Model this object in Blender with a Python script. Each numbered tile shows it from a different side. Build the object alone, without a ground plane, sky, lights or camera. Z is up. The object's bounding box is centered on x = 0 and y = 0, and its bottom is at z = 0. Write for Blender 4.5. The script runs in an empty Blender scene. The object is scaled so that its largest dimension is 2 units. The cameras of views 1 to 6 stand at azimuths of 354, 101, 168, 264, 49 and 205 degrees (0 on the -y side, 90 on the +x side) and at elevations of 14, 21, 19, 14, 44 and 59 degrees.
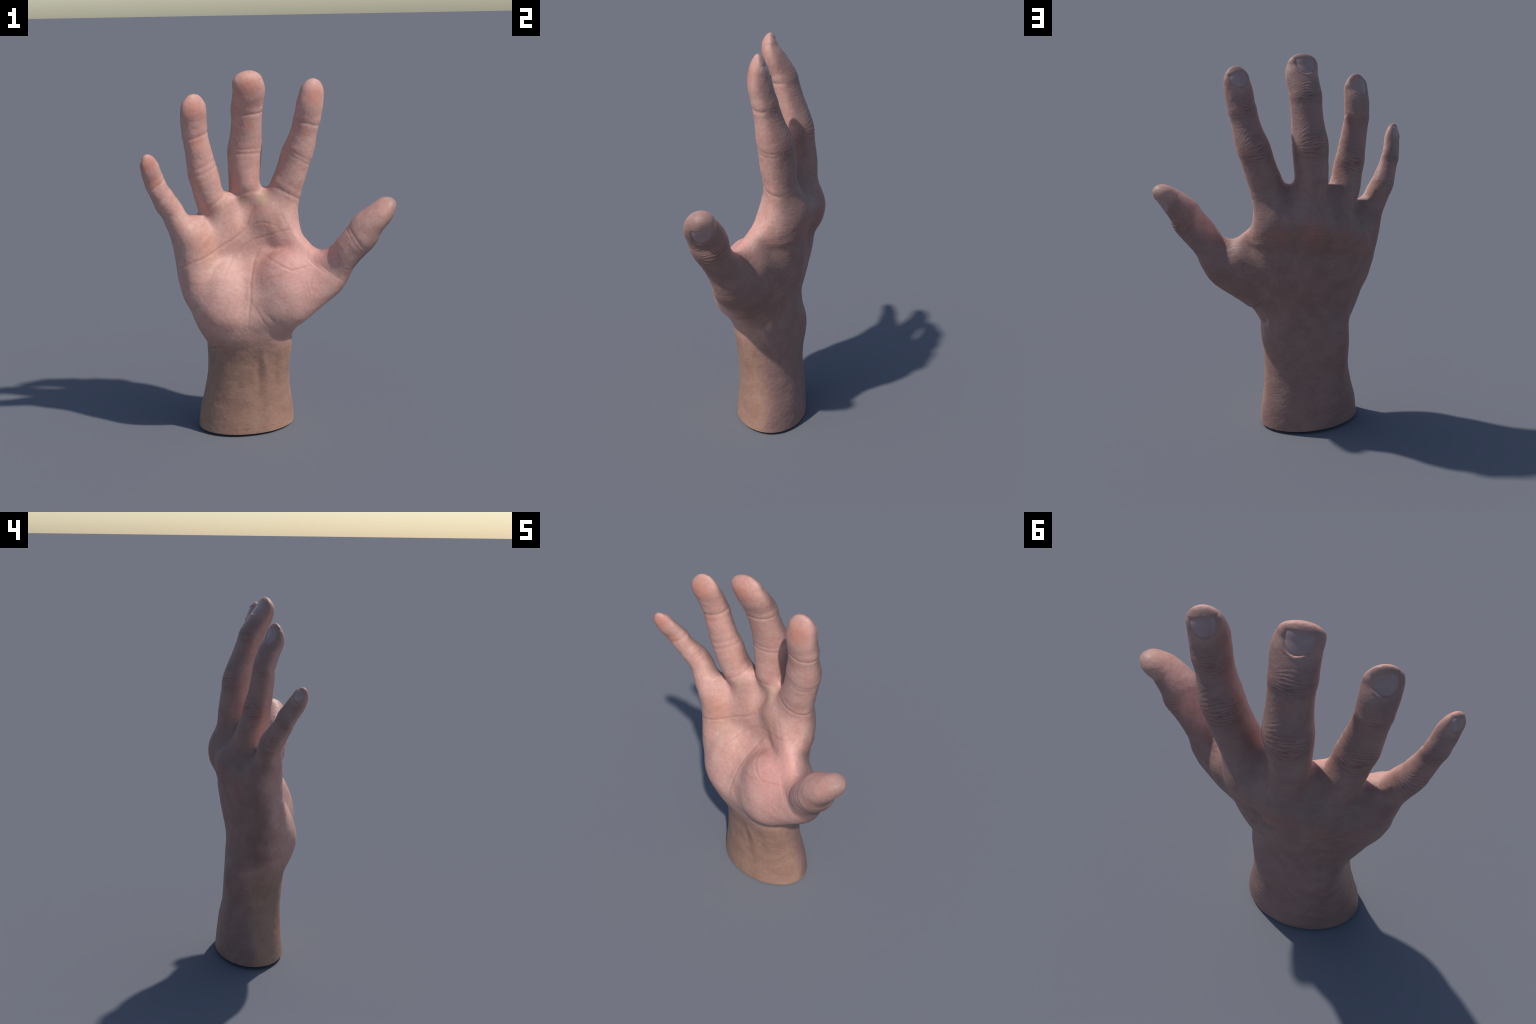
import bpy, bmesh
import numpy as np
# ---------------------------------------------------------------- shape rules
# finger rays: lateral axis, twist of the section, length of the rounded end, arc length at the tip, then spine point x y z, half width, half depth (root -> tip) ; lateral axis ; twist of the section
RAYS = {
 'middle_finger': ((1,0,0), .241, .055, .912, [
  (-.112,.138,1.12,.078,.080),(-.1128,.137,1.2824,.0790,.0810),(-.1137,.1160,1.3892,.0815,.0965),(-.1099,.1080,1.4936,.0894,.0862),(-.1041,.0951,1.5981,.0910,.0757),
  (-.0995,.0623,1.7047,.0842,.0664),(-.0979,.0277,1.8095,.0860,.0612),(-.0918,-.0170,1.8875,.0892,.0541),(-.0999,-.0394,1.9380,.0835,.0435),(-.1077,-.0444,2.0020,.0783,.0274)]),
 'index_finger': ((1,0,0), .294, .07, .904, [
  (.080,.078,1.08,.082,.090),(.0931,.0760,1.2526,.0880,.0800),(.1085,.0720,1.3480,.0900,.0800),(.1380,.0658,1.4354,.0846,.0862),(.1625,.0565,1.5138,.0820,.0834),(.1880,.0404,1.5928,.0817,.0761),
  (.2053,.0218,1.6714,.0735,.0642),(.2223,.0022,1.7486,.0743,.0576),(.2340,-.0167,1.8331,.0747,.0544),(.2565,-.0209,1.9534,.0579,.0292)]),
 'ring_finger': ((1,0,0), .426, .07, .864, [
  (-.245,.078,1.06,.078,.080),(-.2716,.0720,1.2232,.0780,.0770),(-.3095,.0470,1.3203,.0777,.0804),(-.3291,.0225,1.4149,.0803,.0704),(-.3494,.0089,1.5018,.0789,.0578),(-.3651,-.0016,1.5856,.0727,.0582),
  (-.3791,-.0103,1.6688,.0702,.0514),(-.3858,-.0333,1.7501,.0736,.0485),(-.3859,-.0583,1.8094,.0734,.0380),(-.3797,-.0609,1.8919,.0578,.0206)]),
 'little_finger': ((.68,.6,.5), -.163, .05, .724, [
  (-.365,.010,.98,.085,.075),(-.4103,-.0100,1.0989,.0770,.0760),(-.4537,-.0285,1.1512,.0702,.0735),(-.4892,-.0292,1.2067,.0637,.0671),(-.5135,-.0271,1.2676,.0619,.0634),(-.5505,-.0480,1.3304,.0615,.0523),
  (-.5839,-.0824,1.3983,.0567,.0405),(-.6078,-.1095,1.4620,.0560,.0340),(-.6243,-.1498,1.5259,.0530,.0307),(-.6461,-.1828,1.6008,.0339,.0206)]),
 'thumb': ((.3,-.7,.5), .674, .055, .952, [
  (.05,-.095,.69,.070,.080),(.105,-.116,.745,.098,.105),(.20,-.100,.805,.105,.112),(.3040,-.098,.8680,.0950,.1000),(.3480,-.0990,.9220,.0910,.0900),(.3790,-.1200,.9850,.0860,.0830),(.4200,-.1460,1.0481,.0787,.0920),
  (.4738,-.1634,1.1173,.0850,.0899),(.5127,-.1745,1.1816,.0854,.0808),(.5687,-.1853,1.2400,.0761,.0646),(.6154,-.1744,1.2821,.0637,.0513),(.6630,-.1660,1.3120,.0480,.0410)]),
}
# trunk sections: z, centre x, half width, squareness, back surface (height, slope, bend), front surface (height, slope, bend)
TRUNK = [
 (-.10,-.131,.280,2.0, .226,.07,0, -.155,.07,0),
 (.00,-.131,.276,2.0, .224,.07,0, -.152,.07,0),
 (.10,-.130,.268,2.0, .216,.06,0, -.144,.07,0),
 (.20,-.125,.248,2.1, .204,.03,0, -.140,.06,0),
 (.30,-.120,.233,2.3, .186,-.03,0, -.140,.04,0),
 (.40,-.110,.226,2.4, .180,-.08,0, -.148,.02,0),
 (.50,-.102,.227,2.4, .173,-.11,0, -.164,0,0),
 (.60,-.110,.230,2.4, .168,-.05,-.1, -.190,0,0),
 (.70,-.130,.252,2.4, .164,.05,-.4, -.202,0,0),
 (.80,-.150,.296,2.4, .180,.09,-.7, -.160,0,0),
 (.90,-.160,.320,2.4, .197,.09,-.9, -.088,.02,-.2),
 (1.00,-.170,.340,2.3, .212,.10,-1.0, -.032,.05,-.6),
 (1.10,-.175,.355,2.3, .220,.07,-1.0, -.014,.06,-.6),
 (1.20,-.170,.350,2.3, .220,.09,-1.0, .004,.10,-.5),
 (1.30,-.170,.340,2.3, .210,.14,-1.0, .02,.15,-.3)]
TRUNK_TOP = 1.25
def catmull(c, t):
    c=np.asarray(c,float);n=len(c);e=np.vstack([2*c[0]-c[1],c,2*c[-1]-c[-2]])
    i=np.clip(np.floor(t).astype(int),0,n-2);f=(t-i)[:,None]
    a,b,d,g=e[i],e[i+1],e[i+2],e[i+3]
    return .5*(2*b+(d-a)*f+(2*a-5*b+4*d-g)*f**2+(3*b-a-3*d+g)*f**3)
def smin(a,b,k):
    h=np.maximum(k-np.abs(a-b),0)/k
    return np.minimum(a,b)-h*h*k*.25
class Ray:
    def __init__(s,lat,tw,R,REACH,ctrl,M=160):
        c=catmull(ctrl,np.linspace(0,len(ctrl)-1,M));s.p=c[:,:3];w=np.abs(c[:,3]);d=np.abs(c[:,4])
        T=np.gradient(s.p,axis=0);T/=np.linalg.norm(T,axis=1)[:,None]
        lat=np.array(lat,float);lat/=np.linalg.norm(lat)
        A=lat-(T@lat)[:,None]*T;A/=np.linalg.norm(A,axis=1)[:,None];B=np.cross(T,A)
        s.T=T;s.A=np.cos(tw)*A+np.sin(tw)*B;s.B=np.cos(tw)*B-np.sin(tw)*A
        s.s=np.r_[0,np.cumsum(np.linalg.norm(np.diff(s.p,axis=0),axis=1))];L=s.s[-1]
        q=np.clip((s.s-(L-R))/R,0,1);f=np.sqrt(np.maximum(1-q*q,0));s.w=w*f;s.d=d*f
        s.M=M
        s.s=s.s+REACH-L;s.L=REACH;s.s0=REACH-L   # arc length is counted so that the tip stands at REACH
    def coords(s,P):
        """arc length, lateral, dorsal offset, half width, half depth, axial overshoot"""
        n=len(P);idx=np.empty(n,int)
        for a in range(0,n,20000):
            q=P[a:a+20000];idx[a:a+20000]=((q*q).sum(1)[:,None]-2*q@s.p.T+(s.p**2).sum(1)).argmin(1)
        v=P-s.p[idx];ax=(v*s.T[idx]).sum(1)
        fr=idx+np.clip(ax/np.gradient(s.s)[idx],-.5,.5);fr=np.clip(fr,0,s.M-1.001)
        i=fr.astype(int);f=(fr-i)[:,None]
        ip=lambda X:X[i]*(1-f)+X[i+1]*f if X.ndim>1 else X[i]*(1-f[:,0])+X[i+1]*f[:,0]
        v=P-ip(s.p);A=ip(s.A);B=ip(s.B);T=ip(s.T)
        return ip(s.s),(v*A).sum(1),(v*B).sum(1),ip(s.w),ip(s.d),(v*T).sum(1)
    def sdf(s,P):
        S,a,b,w,d,ax=s.coords(P)
        r=np.sqrt(a*a+b*b);q=np.sqrt((a/(w+1e-6))**2+(b/(d+1e-6))**2)
        rad=np.where(q>1e-9,r-r/np.maximum(q,1e-9),-np.minimum(w,d))
        rad=np.where(r<1e-6,-np.minimum(w,d),rad)
        ax=np.where((S<s.s0+1e-3)|(S>s.L-1e-3),np.abs(ax),0)
        return np.where(ax>0,np.sqrt(np.maximum(rad,0)**2+ax**2)+np.minimum(rad,0),rad)
def ellipsoid(P,c,r,rot=None):
    v=P-np.array(c)
    if rot is not None: v=v@rot
    r=np.array(r);k0=np.linalg.norm(v/r,axis=1);k1=np.linalg.norm(v/r**2,axis=1)
    return np.where(k1>1e-9,k0*(k0-1)/np.maximum(k1,1e-9),-r.min())
def capsule(P,a,b,ra,rb):
    a=np.array(a,float);b=np.array(b,float);ab=b-a;t=np.clip(((P-a)@ab)/(ab@ab),0,1)
    return np.linalg.norm(P-a-t[:,None]*ab,axis=1)-(ra+(rb-ra)*t)
_T=np.array(TRUNK,float)
def trunk(P):
    z=np.clip(P[:,2],_T[0,0],_T[-1,0])
    _,cx,w,n,b0,b1,b2,f0,f1,f2=catmull(_T,np.interp(z,_T[:,0],np.arange(len(_T)))).T
    u=P[:,0]-cx;uc=np.clip(u,-1.1*w,1.1*w)
    back=b0+b1*uc+b2*uc*uc*np.where(uc>0,.35,1);front=f0+f1*uc+f2*uc*uc
    h=np.maximum((back-front)/2,.03);v=P[:,1]-(back+front)/2
    r=np.sqrt(u*u+v*v)+1e-9;q=(np.abs(u/w)**n+np.abs(v/h)**n)**(1/n)+1e-9
    f=np.where(r<1e-6,-.1,(r-r/q)*.8)
    top=P[:,2]-(TRUNK_TOP-1.3*(P[:,0]+.05)**2)
    k=np.maximum(.12-np.abs(f-top),0)/.12
    return np.maximum(f,top)+k*k*.03
RAY={k:Ray(*v) for k,v in RAYS.items()}
BLOBS=[ # bulges: centre, radii, blend
 ((-.285,-.062,.755),(.118,.110,.190),.13),  # little-finger side pad
 ((.072,.118,1.21),(.058,.072,.11),.07),    # knuckles
 ((-.10,.175,1.18),(.070,.080,.10),.08),
 ((-.25,.138,1.13),(.068,.070,.10),.08),
 ((-.365,.072,1.05),(.066,.066,.10),.08),
 ((.12,-.082,.945),(.10,.056,.085),.10),   # thumb web pad
 ((.010,.035,1.21),(.070,.062,.09),.09),    # pad under the index
 ((-.405,-.055,.88),(.058,.07,.10),.07),
 ((-.440,.003,1.09),(.070,.065,.11),.06),
 ((.055,-.094,.825),(.122,.108,.140),.15),  # thumb mound
 ((-.408,-.022,1.01),(.082,.085,.15),.06), # outer palm edge
 ((.180,-.01,.925),(.115,.075,.115),.08),        # muscle between thumb and index
 ((-.262,.078,.48),(.048,.078,.10),.09),      # ulna head
]
WEBS=[ # skin folds between the fingers: lower end, upper end, radii
 ((.005,.130,1.19),(-.018,.088,1.297),.080,.050),
 ((-.19,.085,1.13),(-.212,.065,1.288),.07,.046),
 ((-.315,.045,1.07),(-.388,.008,1.19),.075,.046),
 ((.08,-.03,.92),(.258,-.09,.958),.085,.04),
 ((.09,.03,1.12),(.208,-.055,1.015),.07,.038)]
def body(P):
    f=trunk(P)
    for c,r,k in BLOBS: f=smin(f,ellipsoid(P,c,r),k)
    for w in WEBS: f=smin(f,capsule(P,*w),.06)
    f=smin(f,RAY['thumb'].sdf(P),.105)
    for n in ('index_finger','middle_finger','ring_finger','little_finger'):
        f=smin(f,RAY[n].sdf(P),.06)
    return f
# ---------------------------------------------------------------- surface nets
def surface(fn,lo,hi,h,coarse=5):
    lo=np.array(lo,float);N=(np.ceil((np.array(hi)-lo)/h/coarse).astype(int))*coarse+1
    Nc=(N-1)//coarse+1;H=h*coarse
    g=np.stack(np.meshgrid(*[np.arange(n) for n in Nc],indexing='ij'),-1).reshape(-1,3)
    fc=fn(lo+g*H).reshape(Nc).astype(np.float32)
    # trilinear upsample
    F=fc
    for ax in range(3):
        x=np.arange(N[ax])/coarse;i=np.minimum(x.astype(int),Nc[ax]-2);f=(x-i).astype(np.float32)
        sh=[1,1,1];sh[ax]=-1;f=f.reshape(sh)
        F=np.take(F,i,ax)*(1-f)+np.take(F,i+1,ax)*f
    m=np.abs(F)<H*1.2
    ii=np.argwhere(m)
    F[m]=np.concatenate([fn(lo+q*h) for q in np.array_split(ii,max(1,len(ii)//200000))])
    s=F<0
    c=[s[i:N[0]-1+i,j:N[1]-1+j,k:N[2]-1+k] for i in (0,1) for j in (0,1) for k in (0,1)]
    cnt=sum(x.astype(np.int8) for x in c);act=(cnt>0)&(cnt<8)
    cells=np.argwhere(act);vid=np.full(act.shape,-1,np.int64);vid[act]=np.arange(len(cells))
    val=np.stack([F[cells[:,0]+i,cells[:,1]+j,cells[:,2]+k] for i in (0,1) for j in (0,1) for k in (0,1)],1)
    off=np.array([(i,j,k) for i in (0,1) for j in (0,1) for k in (0,1)],float)
    acc=np.zeros((len(cells),3));num=np.zeros(len(cells))
    for a in range(8):
        for b in range(a+1,8):
            if np.abs(off[a]-off[b]).sum()!=1: continue
            va,vb=val[:,a],val[:,b];k=(va<0)!=(vb<0);t=np.where(k,va/(np.where(k,va-vb,1)),0)
            acc+=np.where(k[:,None],off[a]+(off[b]-off[a])*t[:,None],0);num+=k
    V=lo+(cells+acc/num[:,None])*h
    Q=[]
    for ax in range(3):
        sl0=[slice(None)]*3;sl1=[slice(None)]*3;sl0[ax]=slice(0,-1);sl1[ax]=slice(1,None)
        a=s[tuple(sl0)];b=s[tuple(sl1)];e=np.argwhere(a!=b);sg=a[tuple(e.T)]
        o1,o2=(ax+1)%3,(ax+2)%3
        ok=(e[:,o1]>0)&(e[:,o2]>0)&(e[:,o1]<N[o1]-1)&(e[:,o2]<N[o2]-1);e=e[ok];sg=sg[ok]
        def ce(d1,d2):
            x=e.copy();x[:,o1]-=d1;x[:,o2]-=d2;return vid[tuple(x.T)]
        q=np.stack([ce(1,1),ce(0,1),ce(0,0),ce(1,0)],1)
        q[~sg]=q[~sg][:,::-1];Q.append(q)
    return V,np.concatenate(Q)
def grad(fn,P,e=1e-3):
    return np.stack([(fn(P+np.eye(3)[i]*e)-fn(P-np.eye(3)[i]*e))/(2*e) for i in range(3)],1)
# ---------------------------------------------------------------- fine relief
def hash3(i,j,k,seed):
    h=(i*374761393+j*668265263+k*2147483647+seed*1274126177)&0xffffffff
    h=((h^(h>>13))*1274126177)&0xffffffff
    return ((h^(h>>16))&0xffff)/65535.0*2-1
def noise(P,scale,seed=0):
    q=P*scale;i=np.floor(q).astype(np.int64);f=q-i;f=f*f*(3-2*f);r=0
    for a in (0,1):
        for b in (0,1):
            for c in (0,1):
                w=(f[:,0] if a else 1-f[:,0])*(f[:,1] if b else 1-f[:,1])*(f[:,2] if c else 1-f[:,2])
                r=r+w*hash3(i[:,0]+a,i[:,1]+b,i[:,2]+c,seed)
    return r
def smooth(x,a,b):
    t=np.clip((x-a)/(b-a),0,1);return t*t*(3-2*t)
def gauss(x,s): return np.exp(-(x/s)**2)
def line_distance(P,pts):
    pts=np.array(pts,float);t=np.linspace(0,len(pts)-1,len(pts)*6);c=catmull(pts,t);best=np.full(len(P),9.);par=np.zeros(len(P))
    for k in range(len(c)-1):
        a,b=c[k],c[k+1];ab=b-a;u=np.clip(((P-a)@ab)/(ab@ab+1e-12),0,1)
        d=np.linalg.norm(P-a-u[:,None]*ab,axis=1);m=d<best;best[m]=d[m];par[m]=(k+u[m])/(len(c)-1)
    return best,par
# nails: cuticle arc, free edge arc, centre offset, half width
NAILS={'middle_finger':(.792,.896,.003,.059),'index_finger':(.796,.877,.000,.054),'ring_finger':(.741,.840,-.006,.050),
       'little_finger':(.644,.713,-.003,.036),'thumb':(.808,.912,.003,.052)}
def nail_half(t,hw): return hw*np.clip(1-np.clip(1-t,0,1)**2.6,0,1)**.42*(1-.07*np.clip(t,0,1)**3)
def nail_field(n,S,a):
    s0,s1,a0,hw=NAILS[n];a=a-a0;t=(S-s0)/(s1-s0)
    side=np.abs(a)-nail_half(t,hw);end=S-(s1-.008*(a/hw)**2)
    side=np.where(t<0,np.hypot(s0-S,np.abs(a)*.8),side*.9)
    return np.maximum(side,end),side,end
# flexion creases on the palm side of each digit: arc, depth, tilt
FOLDS={'middle_finger':[(.683,.0050,0),(.480,.0035,0),(.451,.0035,0),(.250,.0050,0)],
 'index_finger':[(.673,.0050,-.1),(.490,.0035,-.25),(.468,.0030,-.25),(.262,.0050,-.35)],
 'ring_finger':[(.640,.0050,.1),(.474,.0035,.1),(.441,.0035,.1),(.268,.0050,.2)],
 'little_finger':[(.534,.0040,.1),(.411,.0030,.1),(.392,.0030,.1),(.224,.0040,.2)],
 'thumb':[(.690,.0045,-.35),(.668,.0030,-.35),(.540,.0012,-.3),(.455,.0012,-.3)]}
# knuckle joints on the back: arc, size, depth
JOINTS={'middle_finger':[(.442,1.,1.),(.688,.55,.9)],'index_finger':[(.478,1.,1.),(.681,.55,.9)],'ring_finger':[(.418,1.,1.1),(.637,.5,.7)],
 'little_finger':[(.382,.8,.8),(.533,.45,.6)],'thumb':[(.706,.9,.9)]}
LINES=[(-1.05,.55),(-.8,.7),(-.55,1.),(-.33,1.25),(-.08,1.4),(.14,1.),(.4,.8),(.65,.7),(.9,.6),(1.2,.4)]
# lines of the palm (x,z) with depth and width
PALM_LINES=[([(-.50,.968),(-.459,.981),(-.413,1.007),(-.351,1.029),(-.293,1.05),(-.235,1.08),(-.175,1.114),(-.135,1.14),(-.105,1.19),(-.068,1.265)],.0050,.0055),
 ([(-.24,.939),(-.216,.974),(-.188,1.014),(-.159,1.045),(-.127,1.067),(-.083,1.092),(-.039,1.105),(.010,1.121),(.06,1.14),(.12,1.15)],.0040,.0050),
 ([(-.026,1.074),(-.05,1.038),(-.075,.993),(-.093,.946),(-.112,.887),(-.119,.826),(-.122,.784),(-.132,.732),(-.135,.655)],.0040,.0060),
 ([(-.117,.794),(-.099,.767),(-.075,.718),(-.05,.675),(-.03,.66)],.0022,.0050),
 ([(-.093,1.022),(-.036,1.013),(.026,.994),(.066,.973),(.111,.955),(.153,.962),(.193,.972),(.25,.985)],.0035,.0050),
 ([(.111,.955),(.048,.94),(-.005,.919),(-.059,.904)],.0025,.0045),
 ([(-.14,1.14),(-.067,1.176),(-.016,1.19),(.041,1.175)],.0025,.0045),
 ([(.18,.90),(.10,.88),(.02,.86),(-.05,.845)],.0012,.004),([(.19,.85),(.12,.83),(.04,.81),(-.05,.80)],.0012,.004),
 ([(.21,.93),(.205,.88),(.215,.82)],.0014,.004),([(.24,.92),(.245,.86)],.0014,.004),
 ([(-.18,.90),(-.21,.83),(-.235,.76)],.0012,.005),([(-.16,1.01),(-.09,1.005),(-.02,1.03)],.0012,.004)]
WRIST_FOLDS=[([(-.345,.06,.45),(-.335,-.03,.485),(-.293,-.132,.523),(-.226,-.147,.535),(-.18,-.149,.542),(-.144,-.151,.553),(-.108,-.152,.556),(-.067,-.15,.545)],.0060,.007),
 ([(-.345,-.02,.55),(-.32,-.12,.545),(-.26,-.15,.575)],.002,.006),
 ([(-.06,-.15,.545),(.0,-.15,.56),(.06,-.14,.575),(.11,-.10,.575)],.0030,.010)]
# soft ridges and hollows: polyline, height, width
SOFT=[([(-.03,-.15,.08),(-.03,-.15,.30),(-.05,-.15,.50)],.0060,.020),
 ([(-.075,-.15,.20),(-.085,-.15,.48)],-.0040,.018),
 ([(.035,-.12,.20),(.02,-.13,.35),(.03,-.13,.47)],-.0060,.028),
 ([(.095,-.06,.36),(.09,-.07,.48),(.11,-.05,.54)],.0070,.016),
 ([(-.07,.18,.55),(.0,.19,.8),(.055,.19,1.02)],.0040,.018),([(-.09,.18,.55),(-.09,.21,.8),(-.10,.25,1.08)],.0045,.018),
 ([(-.13,.18,.55),(-.19,.19,.8),(-.235,.19,1.05)],.0040,.018),([(-.17,.17,.55),(-.28,.13,.8),(-.35,.12,.98)],.0030,.018),
 ([(-.015,.21,.98),(-.012,.21,1.14)],-.0120,.032),([(-.18,.2,.98),(-.185,.2,1.12)],-.0100,.028),([(-.31,.15,.95),(-.315,.13,1.07)],-.0080,.028),([(-.10,.24,1.03),(-.10,.25,.98)],-.006,.05),
 ([(.075,.17,1.085),(.045,.18,1.05),(.02,.19,.97),(-.01,.2,1.00),(-.03,.21,1.04)],-.0060,.013),
 ([(.12,.05,.58),(.135,.03,.62)],-.010,.030),
 ([(.09,-.02,1.24),(.12,-.03,1.17),(.16,-.05,1.10)],.0035,.016),([(.03,-.03,1.22),(.06,-.04,1.15),(.09,-.05,1.10)],-.0035,.022),
 ([(-.36,-.08,1.13),(-.33,-.08,1.10)],.005,.05),([(-.22,-.06,1.19),(-.2,-.06,1.16)],.004,.05)]
ROOT={'middle_finger':.225,'index_finger':.235,'ring_finger':.225,'little_finger':.185,'thumb':.33}
def digit_relief(n,P):
    S,a,b,w,d,ax=RAY[n].coords(P);q=a/np.maximum(w,1e-4);t=np.zeros(len(P))
    wob=.0035*noise(P,28,3)+.0015*noise(P,90,4)
    front=smooth(-b,-.25*d,.35*d);back=smooth(b,-.1*d,.45*d)
    for s0,h,k in FOLDS[n]:
        x=S-s0-k*a+.012*q*q*(1 if k==0 else .3)+wob*.6
        t+=front*.38*(-h*gauss(x,.0085)+.75*h*gauss(x-.026,.018)+.3*h*gauss(x+.02,.014))
    for s0,size,h in JOINTS[n]:
        t+=smooth(b,-.6*d,.4*d)*.0060*size*gauss(S-s0,.050*size)
        amp=.6+.7*noise(P,22,7)
        for i,(o,g) in enumerate(LINES):
            x=S-s0-o*.085*size*(1-.55*q*q)+wob
            reach=smooth(np.abs(q),1.05,.45+.25*noise(P,9,20+i))
            t-=back*reach*h*.0030*g*np.clip(amp,.1,1.5)*(gauss(x,.0042)-.45*gauss(x,.011))
    # fine cross wrinkles along the back of the digit
    t-=back*smooth(S,.15,.3)*smooth(S,NAILS[n][0]-.02,NAILS[n][0]-.09)*.0007*np.abs(noise(np.c_[S*120+noise(P,20,5)*1.2,a*9,b*9],1.,6))
    e,side,end=nail_field(n,S,a);up=smooth(b,0,.01)
    t-=up*.0042*smooth(-e,-.004,.010)
    t+=up*.0018*gauss(np.maximum(side,0)-.008,.009)*smooth(-end,-.002,.014)*(e>-.004)
    return t
def relief(P,N):
    D=np.zeros(len(P))
    for n,r in RAY.items():
        lo=r.p.min(0)-.13;hi=r.p.max(0)+.13
        m=np.where(((P>lo)&(P<hi)).all(1))[0];S,a,b,w,d,ax=r.coords(P[m])
        m=m[(np.hypot(a,b)<1.25*np.maximum(w,d)+.01)&(S>ROOT[n]-(.05 if n!='thumb' else -.05))]
        D[m]+=digit_relief(n,P[m])*smooth(r.coords(P[m])[0],ROOT[n]-(.05 if n!='thumb' else -.05),ROOT[n]+(.0 if n!='thumb' else .10))
    m=np.where((P[:,1]<.06)&(N[:,1]<.25)&(P[:,2]>.5)&(P[:,2]<1.32))[0];p=P[m].copy();p[:,1]=0
    p=p+np.c_[noise(p,35,11)*.004,0*p[:,0],noise(p,35,12)*.004]
    for pts,h,w in PALM_LINES:
        d,t=line_distance(p,[(x,0,z) for x,z in pts])
        D[m]+=-.6*h*np.sin(np.pi*np.clip(t*.9+.05,0,1))*(gauss(d,w*1.5)-.35*gauss(d,w*4))
    for pts,h,w in WRIST_FOLDS+SOFT:
        c=np.array(pts);m=np.where(((P>c.min(0)-4*np.abs(w)-.03)&(P<c.max(0)+4*np.abs(w)+.03)).all(1))[0]
        d,t=line_distance(P[m],pts);sg=-1 if any(pts is x[0] for x in WRIST_FOLDS) else 1
        D[m]+=sg*h*np.sin(np.pi*np.clip(t*.8+.1,0,1))*gauss(d,w)
    arm=smooth(P[:,2],1.25,.9)
    D+=.0013*noise(P,14,30)*arm+.0006*noise(P,31,31)+.0004*noise(P,80,32)
    # fine oblique skin lines on the back of the hand and the forearm
    rear=smooth(N[:,1],-.2,.4)*smooth(P[:,2],1.3,1.15)
    D-=.0008*rear*np.abs(noise(np.c_[P[:,0]*14,P[:,1]*14,(P[:,2]+.25*P[:,0]+.012*noise(P,12,33))*95],1.,34))
    return D
# ---------------------------------------------------------------- mesh helpers
def relax(V,Q,fn,rounds=3):
    n=len(V);E=np.unique(np.sort(np.concatenate([Q[:,[i,(i+1)%4]] for i in range(4)]),axis=1),axis=0)
    deg=np.bincount(E.ravel(),minlength=n)
    for r in range(rounds):
        M=np.zeros_like(V)
        for k in range(3): M[:,k]=np.bincount(E[:,0],V[E[:,1],k],n)+np.bincount(E[:,1],V[E[:,0],k],n)
        V=V+.6*(M/deg[:,None]-V)
        for _ in range(2 if r==rounds-1 else 1):
            g=grad(fn,V);f=fn(V);st=np.clip(f,-.004,.004)[:,None]*g/np.maximum((g*g).sum(1),.25)[:,None]
            V=V-st*np.minimum(1,.004/np.maximum(np.linalg.norm(st,axis=1),1e-9))[:,None]
    return V
def subdivide(V,Q):
    n=len(V);Fp=V[Q].mean(1);he=np.concatenate([Q[:,[i,(i+1)%4]] for i in range(4)]);fid=np.tile(np.arange(len(Q)),4)
    E,inv=np.unique(np.sort(he,axis=1),axis=0,return_inverse=True);inv=inv.ravel();cnt=np.bincount(inv)
    fs=np.stack([np.bincount(inv,Fp[fid,k],len(E)) for k in range(3)],1)
    mid=V[E].mean(1);bd=cnt==1;Ep=np.where((cnt!=2)[:,None],mid,(V[E].sum(1)+fs)/4)
    val=np.bincount(E.ravel(),minlength=n).astype(float)
    fv=np.bincount(Q.ravel(),minlength=n)
    Fa=np.stack([np.bincount(Q.ravel(),np.repeat(Fp[:,k],4),n) for k in range(3)],1)/fv[:,None]
    Ea=np.stack([np.bincount(E[:,0],mid[:,k],n)+np.bincount(E[:,1],mid[:,k],n) for k in range(3)],1)/val[:,None]
    Vp=(Fa+2*Ea+(val[:,None]-3)*V)/val[:,None]
    bv=np.unique(E[bd|(cnt>2)]);Vp[bv]=V[bv];odd=(val!=fv)|(val<3);Vp[odd]=V[odd]
    o1=n;o2=n+len(E);e=inv.reshape(4,-1).T
    NQ=np.concatenate([np.stack([Q[:,i],o1+e[:,i],o2+np.arange(len(Q)),o1+e[:,(i+3)%4]],1) for i in range(4)])
    return np.concatenate([Vp,Ep,Fp]),NQ
def normals(V,Q):
    fn=np.cross(V[Q[:,2]]-V[Q[:,0]],V[Q[:,3]]-V[Q[:,1]]);N=np.zeros_like(V)
    for k in range(3): N[:,k]=np.bincount(Q.ravel(),np.repeat(fn[:,k],4),len(V))
    return N/np.maximum(np.linalg.norm(N,axis=1),1e-12)[:,None]
def rim(P): return .012+.008*P[:,1]-.008*P[:,0]   # the cut end is slightly domed: its edge stands above the ground
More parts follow.
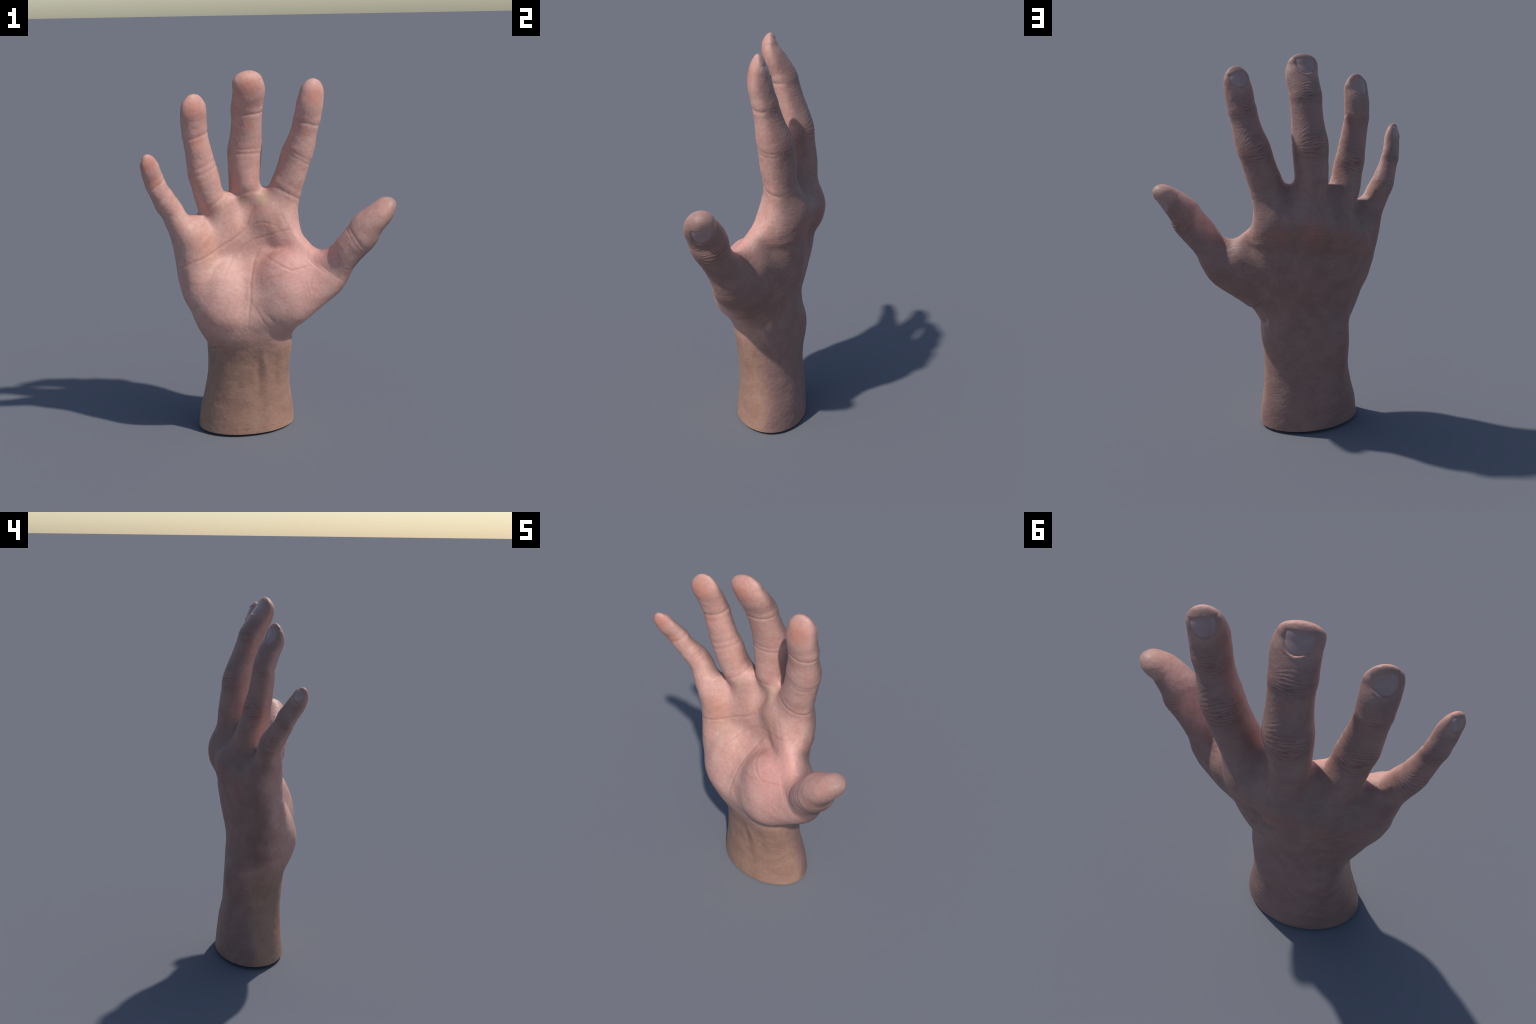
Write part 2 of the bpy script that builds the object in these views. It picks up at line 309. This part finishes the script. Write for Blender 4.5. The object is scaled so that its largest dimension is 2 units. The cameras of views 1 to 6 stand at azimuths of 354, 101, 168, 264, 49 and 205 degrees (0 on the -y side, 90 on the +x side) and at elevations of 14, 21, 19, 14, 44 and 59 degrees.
def make_mesh(name,V,faces,N=None,mat=None):
    me=bpy.data.meshes.new(name)
    loops=np.concatenate([np.asarray(f).ravel() for f in faces]);sizes=np.concatenate([np.full(len(f),np.asarray(f).shape[1]) for f in faces])
    me.vertices.add(len(V));me.vertices.foreach_set('co',np.ascontiguousarray(V,np.float32).ravel())
    me.loops.add(len(loops));me.loops.foreach_set('vertex_index',loops.astype(np.int32))
    me.polygons.add(len(sizes));me.polygons.foreach_set('loop_start',np.r_[0,np.cumsum(sizes)[:-1]].astype(np.int32))
    me.update(calc_edges=True);me.validate()
    me.polygons.foreach_set('use_smooth',np.ones(len(me.polygons),bool))
    if N is not None: me.normals_split_custom_set_from_vertices(N.tolist())
    if mat: me.materials.append(mat)
    o=bpy.data.objects.new(name,me);bpy.context.scene.collection.objects.link(o);return o
# ---------------------------------------------------------------- materials
class Nodes:
    def __init__(s,name):
        s.m=bpy.data.materials.new(name);s.m.use_nodes=True;s.t=s.m.node_tree;s.t.nodes.clear()
        s.out=s.add('ShaderNodeOutputMaterial');s.b=s.add('ShaderNodeBsdfPrincipled');s.link(s.b.outputs[0],s.out.inputs[0])
        s.obj=s.add('ShaderNodeTexCoord').outputs['Object']
    def add(s,t): return s.t.nodes.new(t)
    def link(s,a,b): s.t.links.new(a,b)
    def put(s,sock,v):
        if hasattr(v,'is_linked'): s.link(v,sock)
        else: sock.default_value=v
    def math(s,op,a,b=0.,c=None):
        n=s.add('ShaderNodeMath');n.operation=op;s.put(n.inputs[0],a);s.put(n.inputs[1],b)
        if c is not None: s.put(n.inputs[2],c)
        return n.outputs[0]
    def range(s,v,a,b,c=0.,d=1.):
        n=s.add('ShaderNodeMapRange');n.interpolation_type='SMOOTHSTEP'
        for i,x in enumerate((v,a,b,c,d)): s.put(n.inputs[i],x)
        return n.outputs[0]
    def noise(s,scale,detail=3.,rough=.55,vec=None,stretch=None):
        v=vec or s.obj
        if stretch:
            mp=s.add('ShaderNodeMapping');mp.inputs['Scale'].default_value=stretch;s.link(v,mp.inputs[0]);v=mp.outputs[0]
        n=s.add('ShaderNodeTexNoise');s.link(v,n.inputs['Vector']);n.inputs['Scale'].default_value=scale
        n.inputs['Detail'].default_value=detail;n.inputs['Roughness'].default_value=rough;return n.outputs['Fac']
    def mix(s,f,a,b,mode='MIX'):
        n=s.add('ShaderNodeMix');n.data_type='RGBA';n.blend_type=mode;s.put(n.inputs[0],f)
        for i,v in ((6,a),(7,b)):
            if hasattr(v,'is_linked'): s.link(v,n.inputs[i])
            else: n.inputs[i].default_value=(*v,1)
        return n.outputs[2]
    def dist(s,c):
        n=s.add('ShaderNodeVectorMath');n.operation='DISTANCE';s.link(s.obj,n.inputs[0]);n.inputs[1].default_value=c;return n.outputs['Value']
    def spot(s,c,r,soft=.6): return s.range(s.dist(c),r,r*(1-soft))
def skin_material():
    k=Nodes('skin');b=k.b;M=k.math
    sep=k.add('ShaderNodeSeparateXYZ');k.link(k.obj,sep.inputs[0]);x,y,z=sep.outputs
    flat=k.add('ShaderNodeCombineXYZ');k.link(x,flat.inputs[0]);k.link(z,flat.inputs[2]);flat=flat.outputs[0]
    geo=k.add('ShaderNodeNewGeometry');
    def facing(d):
        n=k.add('ShaderNodeVectorMath');n.operation='DOT_PRODUCT';k.link(geo.outputs['Normal'],n.inputs[0]);n.inputs[1].default_value=d;return n.outputs['Value']
    def vec(op,p,q):
        n=k.add('ShaderNodeVectorMath');n.operation=op
        for i,v in enumerate((p,q)):
            if hasattr(v,'is_linked'): k.link(v,n.inputs[i])
            else: n.inputs[i].default_value=v
        return n
    def line(pts):
        best=None
        for p,q in zip(pts[:-1],pts[1:]):
            p=np.array((p[0],0,p[1]));q=np.array((q[0],0,q[1]));ab=q-p
            v=vec('SUBTRACT',flat,tuple(p)).outputs[0];t=vec('DOT_PRODUCT',v,tuple(ab/(ab@ab))).outputs['Value']
            c=k.add('ShaderNodeClamp');k.link(t,c.inputs[0])
            sc=k.add('ShaderNodeVectorMath');sc.operation='SCALE';sc.inputs[0].default_value=tuple(ab);k.link(c.outputs[0],sc.inputs['Scale'])
            d=vec('DISTANCE',v,sc.outputs[0]).outputs['Value'];best=d if best is None else M('MINIMUM',best,d)
        return best
    blur=k.noise(6,2);mott=k.noise(13,4,.6);fine=k.noise(60,4,.6);speck=k.noise(170,2,.5)
    # palm skin versus the tanned skin of the back and the forearm
    near_thumb=k.range(x,.26,.42);turn=k.mix(near_thumb,(0,1,0),(.75,.25,-.5))
    dn=k.add('ShaderNodeVectorMath');dn.operation='DOT_PRODUCT';k.link(geo.outputs['Normal'],dn.inputs[0]);k.link(turn,dn.inputs[1])
    side=M('ADD',dn.outputs['Value'],M('MULTIPLY',M('SUBTRACT',blur,.5),.35))
    back=k.range(side,-.52,.55)
    low=M('ADD',z,M('MULTIPLY',M('SUBTRACT',blur,.5),.12));arm=k.range(M('ADD',low,M('MULTIPLY',x,-.05)),.69,.45)
    tan=M('MAXIMUM',back,arm)
    palm=k.mix(k.range(mott,.35,.7),(.61,.325,.270),(.67,.390,.325))
    palm=k.mix(M('MULTIPLY',k.spot((.16,-.12,.98),.26,.9),.8),palm,(.70,.335,.290))
    for c,r,f in (((-.33,-.10,1.10),.14,.7),((-.17,-.07,1.16),.13,.5),((.02,-.03,1.2),.12,.45)):
        palm=k.mix(M('MULTIPLY',k.spot(c,r,.9),f),palm,(.60,.29,.21))
    for c,r,f in (((-.02,.03,1.31),.06,.7),((-.12,.02,1.30),.05,.5),((-.24,.0,1.28),.05,.4),((-.30,-.12,1.0),.08,.4),((-.16,-.14,.98),.08,.4)):
        palm=k.mix(M('MULTIPLY',k.spot(c,r,.9),f),palm,(.66,.46,.30))
    palm=k.mix(M('MULTIPLY',k.spot((-.02,-.17,.68),.22,.9),.5),palm,(.62,.385,.32))
    # reddish finger pulps
    for c,r in (((-.10,-.08,1.93),.10),((.245,-.06,1.87),.09),((-.385,-.09,1.82),.09),((-.64,-.18,1.56),.08),((.60,-.20,1.26),.09),
                ((-.10,.02,1.72),.06),((.2,-.02,1.68),.06),((-.375,-.05,1.64),.06),((-.6,-.14,1.45),.06)):
        palm=k.mix(M('MULTIPLY',k.spot(c,r,.95),.85),palm,(.615,.255,.185))
    tanned=k.mix(k.range(mott,.33,.7),(.290,.165,.145),(.345,.205,.178))
    armc=k.mix(k.range(mott,.33,.7),(.360,.198,.142),(.412,.236,.170))
    tanned=k.mix(1.,tanned,k.mix(k.range(z,1.28,1.12),(1,1,1),(.88,.87,.87)),'MULTIPLY');tanned=k.mix(M('MULTIPLY',k.range(z,.80,.40),k.range(back,.95,.2)),tanned,armc)  # back of the hand slightly darker: hair, plus some baked-in shade kept in the colour
    for c,r,f in (((-.10,.26,1.14),.12,.75),((.08,.2,1.12),.10,.7),((-.25,.2,1.1),.09,.6),((-.38,.12,1.02),.09,.6),
                  ((-.10,.16,1.56),.09,.6),((.2,.11,1.55),.08,.55),((-.34,.08,1.45),.08,.4),((-.58,-.03,1.37),.08,.5),((.52,-.1,1.15),.1,.5),
                  ((-.1,.1,1.72),.07,.5),((.23,.06,1.74),.07,.5),((-.39,.03,1.68),.07,.5)):
        tanned=k.mix(M('MULTIPLY',k.spot(c,r,.9),f),tanned,(.385,.175,.142))
    # pinkish skin around the nails
    for c,r in (((-.10,-.02,1.93),.11),((.245,.01,1.88),.10),((-.385,-.03,1.83),.09),((-.64,-.15,1.56),.07),((.62,-.14,1.28),.09)):
        tanned=k.mix(M('MULTIPLY',k.spot(c,r,.8),.7),tanned,(.50,.295,.245))
    col=k.mix(tan,palm,tanned)
    # hair-like streaks on the tanned skin
    w=k.add('ShaderNodeMapping');w.inputs['Rotation'].default_value=(0,.35,0);w.inputs['Scale'].default_value=(16,16,110)
    add=vec('ADD',k.obj,(0,0,0));nz=k.add('ShaderNodeTexNoise');k.link(k.obj,nz.inputs['Vector']);nz.inputs['Scale'].default_value=7
    off=vec('SCALE',nz.outputs['Color'],(0,0,0));off.inputs['Scale'].default_value=.10;k.link(off.outputs[0],add.inputs[1])
    k.link(add.outputs[0],w.inputs[0]);streak=k.noise(1.6,4,.6,vec=w.outputs[0])
    hairy=M('MULTIPLY',tan,k.range(streak,.56,.74))
    col=k.mix(M('MULTIPLY',M('MULTIPLY',hairy,k.range(z,1.2,.6,.45,.9)),.5),col,(.13,.075,.055))
    # dark wrinkle lines over the finger joints
    spots=[((-.10,.245,1.12),(0,0,1),(1,0,0),.10,1.1,.55),((.075,.185,1.10),(0,0,1),(1,0,0),.09,1.,.4),((-.25,.20,1.08),(0,0,1),(1,0,0),.09,1.,.35)]
    for n,js in JOINTS.items():
        r=RAY[n]
        for s0,size,h in js:
            i=int(np.interp(s0,r.s,np.arange(r.M)));spots.append((r.p[i]+r.B[i]*r.d[i]*.8,r.T[i],r.A[i],r.w[i],size,h))
    for c,Tn,An,wn,size,h in spots:
        if 1:
            v=vec('SUBTRACT',k.obj,tuple(c)).outputs[0];S=vec('DOT_PRODUCT',v,tuple(Tn)).outputs['Value'];A=vec('DOT_PRODUCT',v,tuple(An)).outputs['Value']
            q=M('DIVIDE',A,float(wn));bend=M('MAXIMUM',M('SUBTRACT',1.,M('MULTIPLY',M('MULTIPLY',q,q),.55)),.3)
            cb=k.add('ShaderNodeCombineXYZ');k.link(M('MULTIPLY',M('DIVIDE',S,bend),62./size**.5),cb.inputs[0]);k.link(M('MULTIPLY',A,4.),cb.inputs[1])
            nz2=k.noise(1.,2.,.5,vec=cb.outputs[0]);ln=k.range(M('ABSOLUTE',M('SUBTRACT',nz2,.5)),.055,.0)
            fall=M('MULTIPLY',k.range(M('ABSOLUTE',S),.095*size,.02),k.range(vec('LENGTH',v,(0,0,0)).outputs['Value'],.115,.06))
            fall=M('MULTIPLY',fall,k.range(back,.2,.7))
            col=k.mix(M('MULTIPLY',M('MULTIPLY',ln,fall),.60*min(h,1.)),col,(.115,.058,.046))
    # lines of the palm
    front=M('SUBTRACT',1.,tan);wob=M('MULTIPLY',M('SUBTRACT',fine,.5),.010)
    for i,(pts,h,wd) in enumerate(PALM_LINES[:7]):
        d=M('ADD',line(pts[::2]+([pts[-1]] if len(pts)%2==0 else [])),wob)
        col=k.mix(M('MULTIPLY',M('MULTIPLY',k.range(d,.011,.000),front),.28 if i<3 else .2),col,(.48,.205,.14))
    grit=k.mix(k.range(fine,.3,.7),(.95,.94,.94),(1.04,1.05,1.05));col=k.mix(1.,col,grit,'MULTIPLY')
    k.link(col,b.inputs['Base Color'])
    k.link(k.range(fine,.3,.7,.46,.58),b.inputs['Roughness']);b.inputs['Specular IOR Level'].default_value=.38
    vo=k.add('ShaderNodeTexVoronoi');k.link(k.obj,vo.inputs['Vector']);vo.inputs['Scale'].default_value=120
    h=M('ADD',M('MULTIPLY',vo.outputs['Distance'],.5),M('ADD',speck,M('MULTIPLY',M('SUBTRACT',1.,streak),M('MULTIPLY',tan,2.))))
    bp=k.add('ShaderNodeBump');bp.inputs['Strength'].default_value=.22;bp.inputs['Distance'].default_value=.0022
    k.link(h,bp.inputs['Height']);k.link(bp.outputs[0],b.inputs['Normal'])
    return k.m
def nail_material():
    k=Nodes('nail');n=k.noise(25,3);st=k.noise(60,2)
    c=k.mix(k.range(n,.35,.7),(.375,.245,.240),(.42,.285,.275));k.link(c,k.b.inputs['Base Color'])
    k.b.inputs['Roughness'].default_value=.38;k.b.inputs['Specular IOR Level'].default_value=.35
    return k.m
# ---------------------------------------------------------------- build
SKIN=skin_material();NAIL=nail_material()
V,Q=surface(body,(-.75,-.40,-.045),(.75,.42,2.06),.0062)
V=relax(V,Q,body);V,Q=subdivide(V,Q)
N=normals(V,Q);V=V+N*relief(V,N)[:,None]
keep=(V[Q][:,:,2]>rim(V)[Q]).any(1);Q=Q[keep];V[:,2]=np.maximum(V[:,2],rim(V))
N=normals(V,Q)
C=V[Q].mean(1);part=np.zeros(len(Q),int);names=['palm','forearm']+list(RAYS)
part[C[:,2]<.505+.05*(C[:,0]+.1)]=1
for i,n in enumerate(RAYS):
    r=RAY[n];lo=r.p.min(0)-.14;hi=r.p.max(0)+.14
    m=np.where(((C>lo)&(C<hi)).all(1))[0];S,a,b,w,d,ax=r.coords(C[m])
    ok=(np.hypot(a/(w+.02),b/(d+.02))<1.1)&(S>ROOT[n])
    part[m[ok]]=i+2
hand=bpy.data.objects.new('human_hand',None);bpy.context.scene.collection.objects.link(hand)
hand['label']='life-size open right human hand with spread fingers, cut at the forearm';hand['category']='hand'
OBJ={}
for i,n in enumerate(names):
    q=Q[part==i];idx,inv=np.unique(q,return_inverse=True);q=inv.reshape(-1,4);faces=[q];v=V[idx];nn=N[idx]
    if n=='forearm':     # flat cut end
        he=np.concatenate([q[:,[j,(j+1)%4]] for j in range(4)]);key={(a,b) for a,b in he.tolist()}
        edge=[(a,b) for a,b in he.tolist() if (b,a) not in key and v[a,2]<.1 and v[b,2]<.1]
        ring=sorted({a for e in edge for a in e});pos={a:len(v)+j for j,a in enumerate(ring)};cen=len(v)+len(ring)
        c=v[ring].mean(0);c[2]=0;v=np.concatenate([v,v[ring],[c]]);nn=np.concatenate([nn,np.tile([0.,0,-1],(len(ring)+1,1))])
        faces.append(np.array([(pos[b],pos[a],cen) for a,b in edge]))
    o=make_mesh(n,v,faces,nn,SKIN);o.parent=hand;OBJ[n]=o
def fingernail(n):
    r=RAY[n];s0,s1,a0,hw=NAILS[n];nu,nv=26,19
    t=np.linspace(0,1,nu)**.8;x=np.linspace(-1,1,nv);Tt,X=np.meshgrid(t,x,indexing='ij')
    S=s0+Tt*((s1-.001-.008*X**2*Tt-.012*X**6)-s0);wl=np.interp(S.ravel(),r.s,r.w).reshape(S.shape);a=a0+X*np.clip(nail_half(Tt,hw),.004,.80*wl)
    st=np.interp(S.ravel(),r.s,np.arange(r.M));i=np.minimum(st.astype(int),r.M-2);f=st-i
    ip=lambda Z:(Z[i].T*(1-f)+Z[i+1].T*f).T
    w,d=ip(r.w),ip(r.d);aa=a.ravel();b=d*np.sqrt(np.clip(1-(aa/np.maximum(w,1e-4))**2,.05,1))
    low=-.0030*np.abs(X.ravel())**4-.003*(1-Tt.ravel())**6-.0035*Tt.ravel()**5
    pt=lambda lift:ip(r.p)+ip(r.A)*aa[:,None]+ip(r.B)*(b+lift)[:,None]
    top=pt(low-.0012);bot=pt(low-.009);n1=nu*nv;g=np.arange(n1).reshape(nu,nv)
    q=np.stack([g[:-1,:-1],g[:-1,1:],g[1:,1:],g[1:,:-1]],-1).reshape(-1,4)
    bd=np.r_[g[0,:],g[1:,-1],g[-1,-2::-1],g[-2:0:-1,0]];nx=np.roll(bd,-1)
    fc=np.concatenate([q[:,::-1],q+n1,np.stack([bd,nx,nx+n1,bd+n1],1)])
    o=make_mesh('fingernail',np.concatenate([top,bot]),[fc],None,NAIL)
    bm=bmesh.new();bm.from_mesh(o.data);bmesh.ops.recalc_face_normals(bm,faces=bm.faces);bm.to_mesh(o.data);bm.free()
    o.parent=OBJ[n];return o
for n in NAILS: fingernail(n)
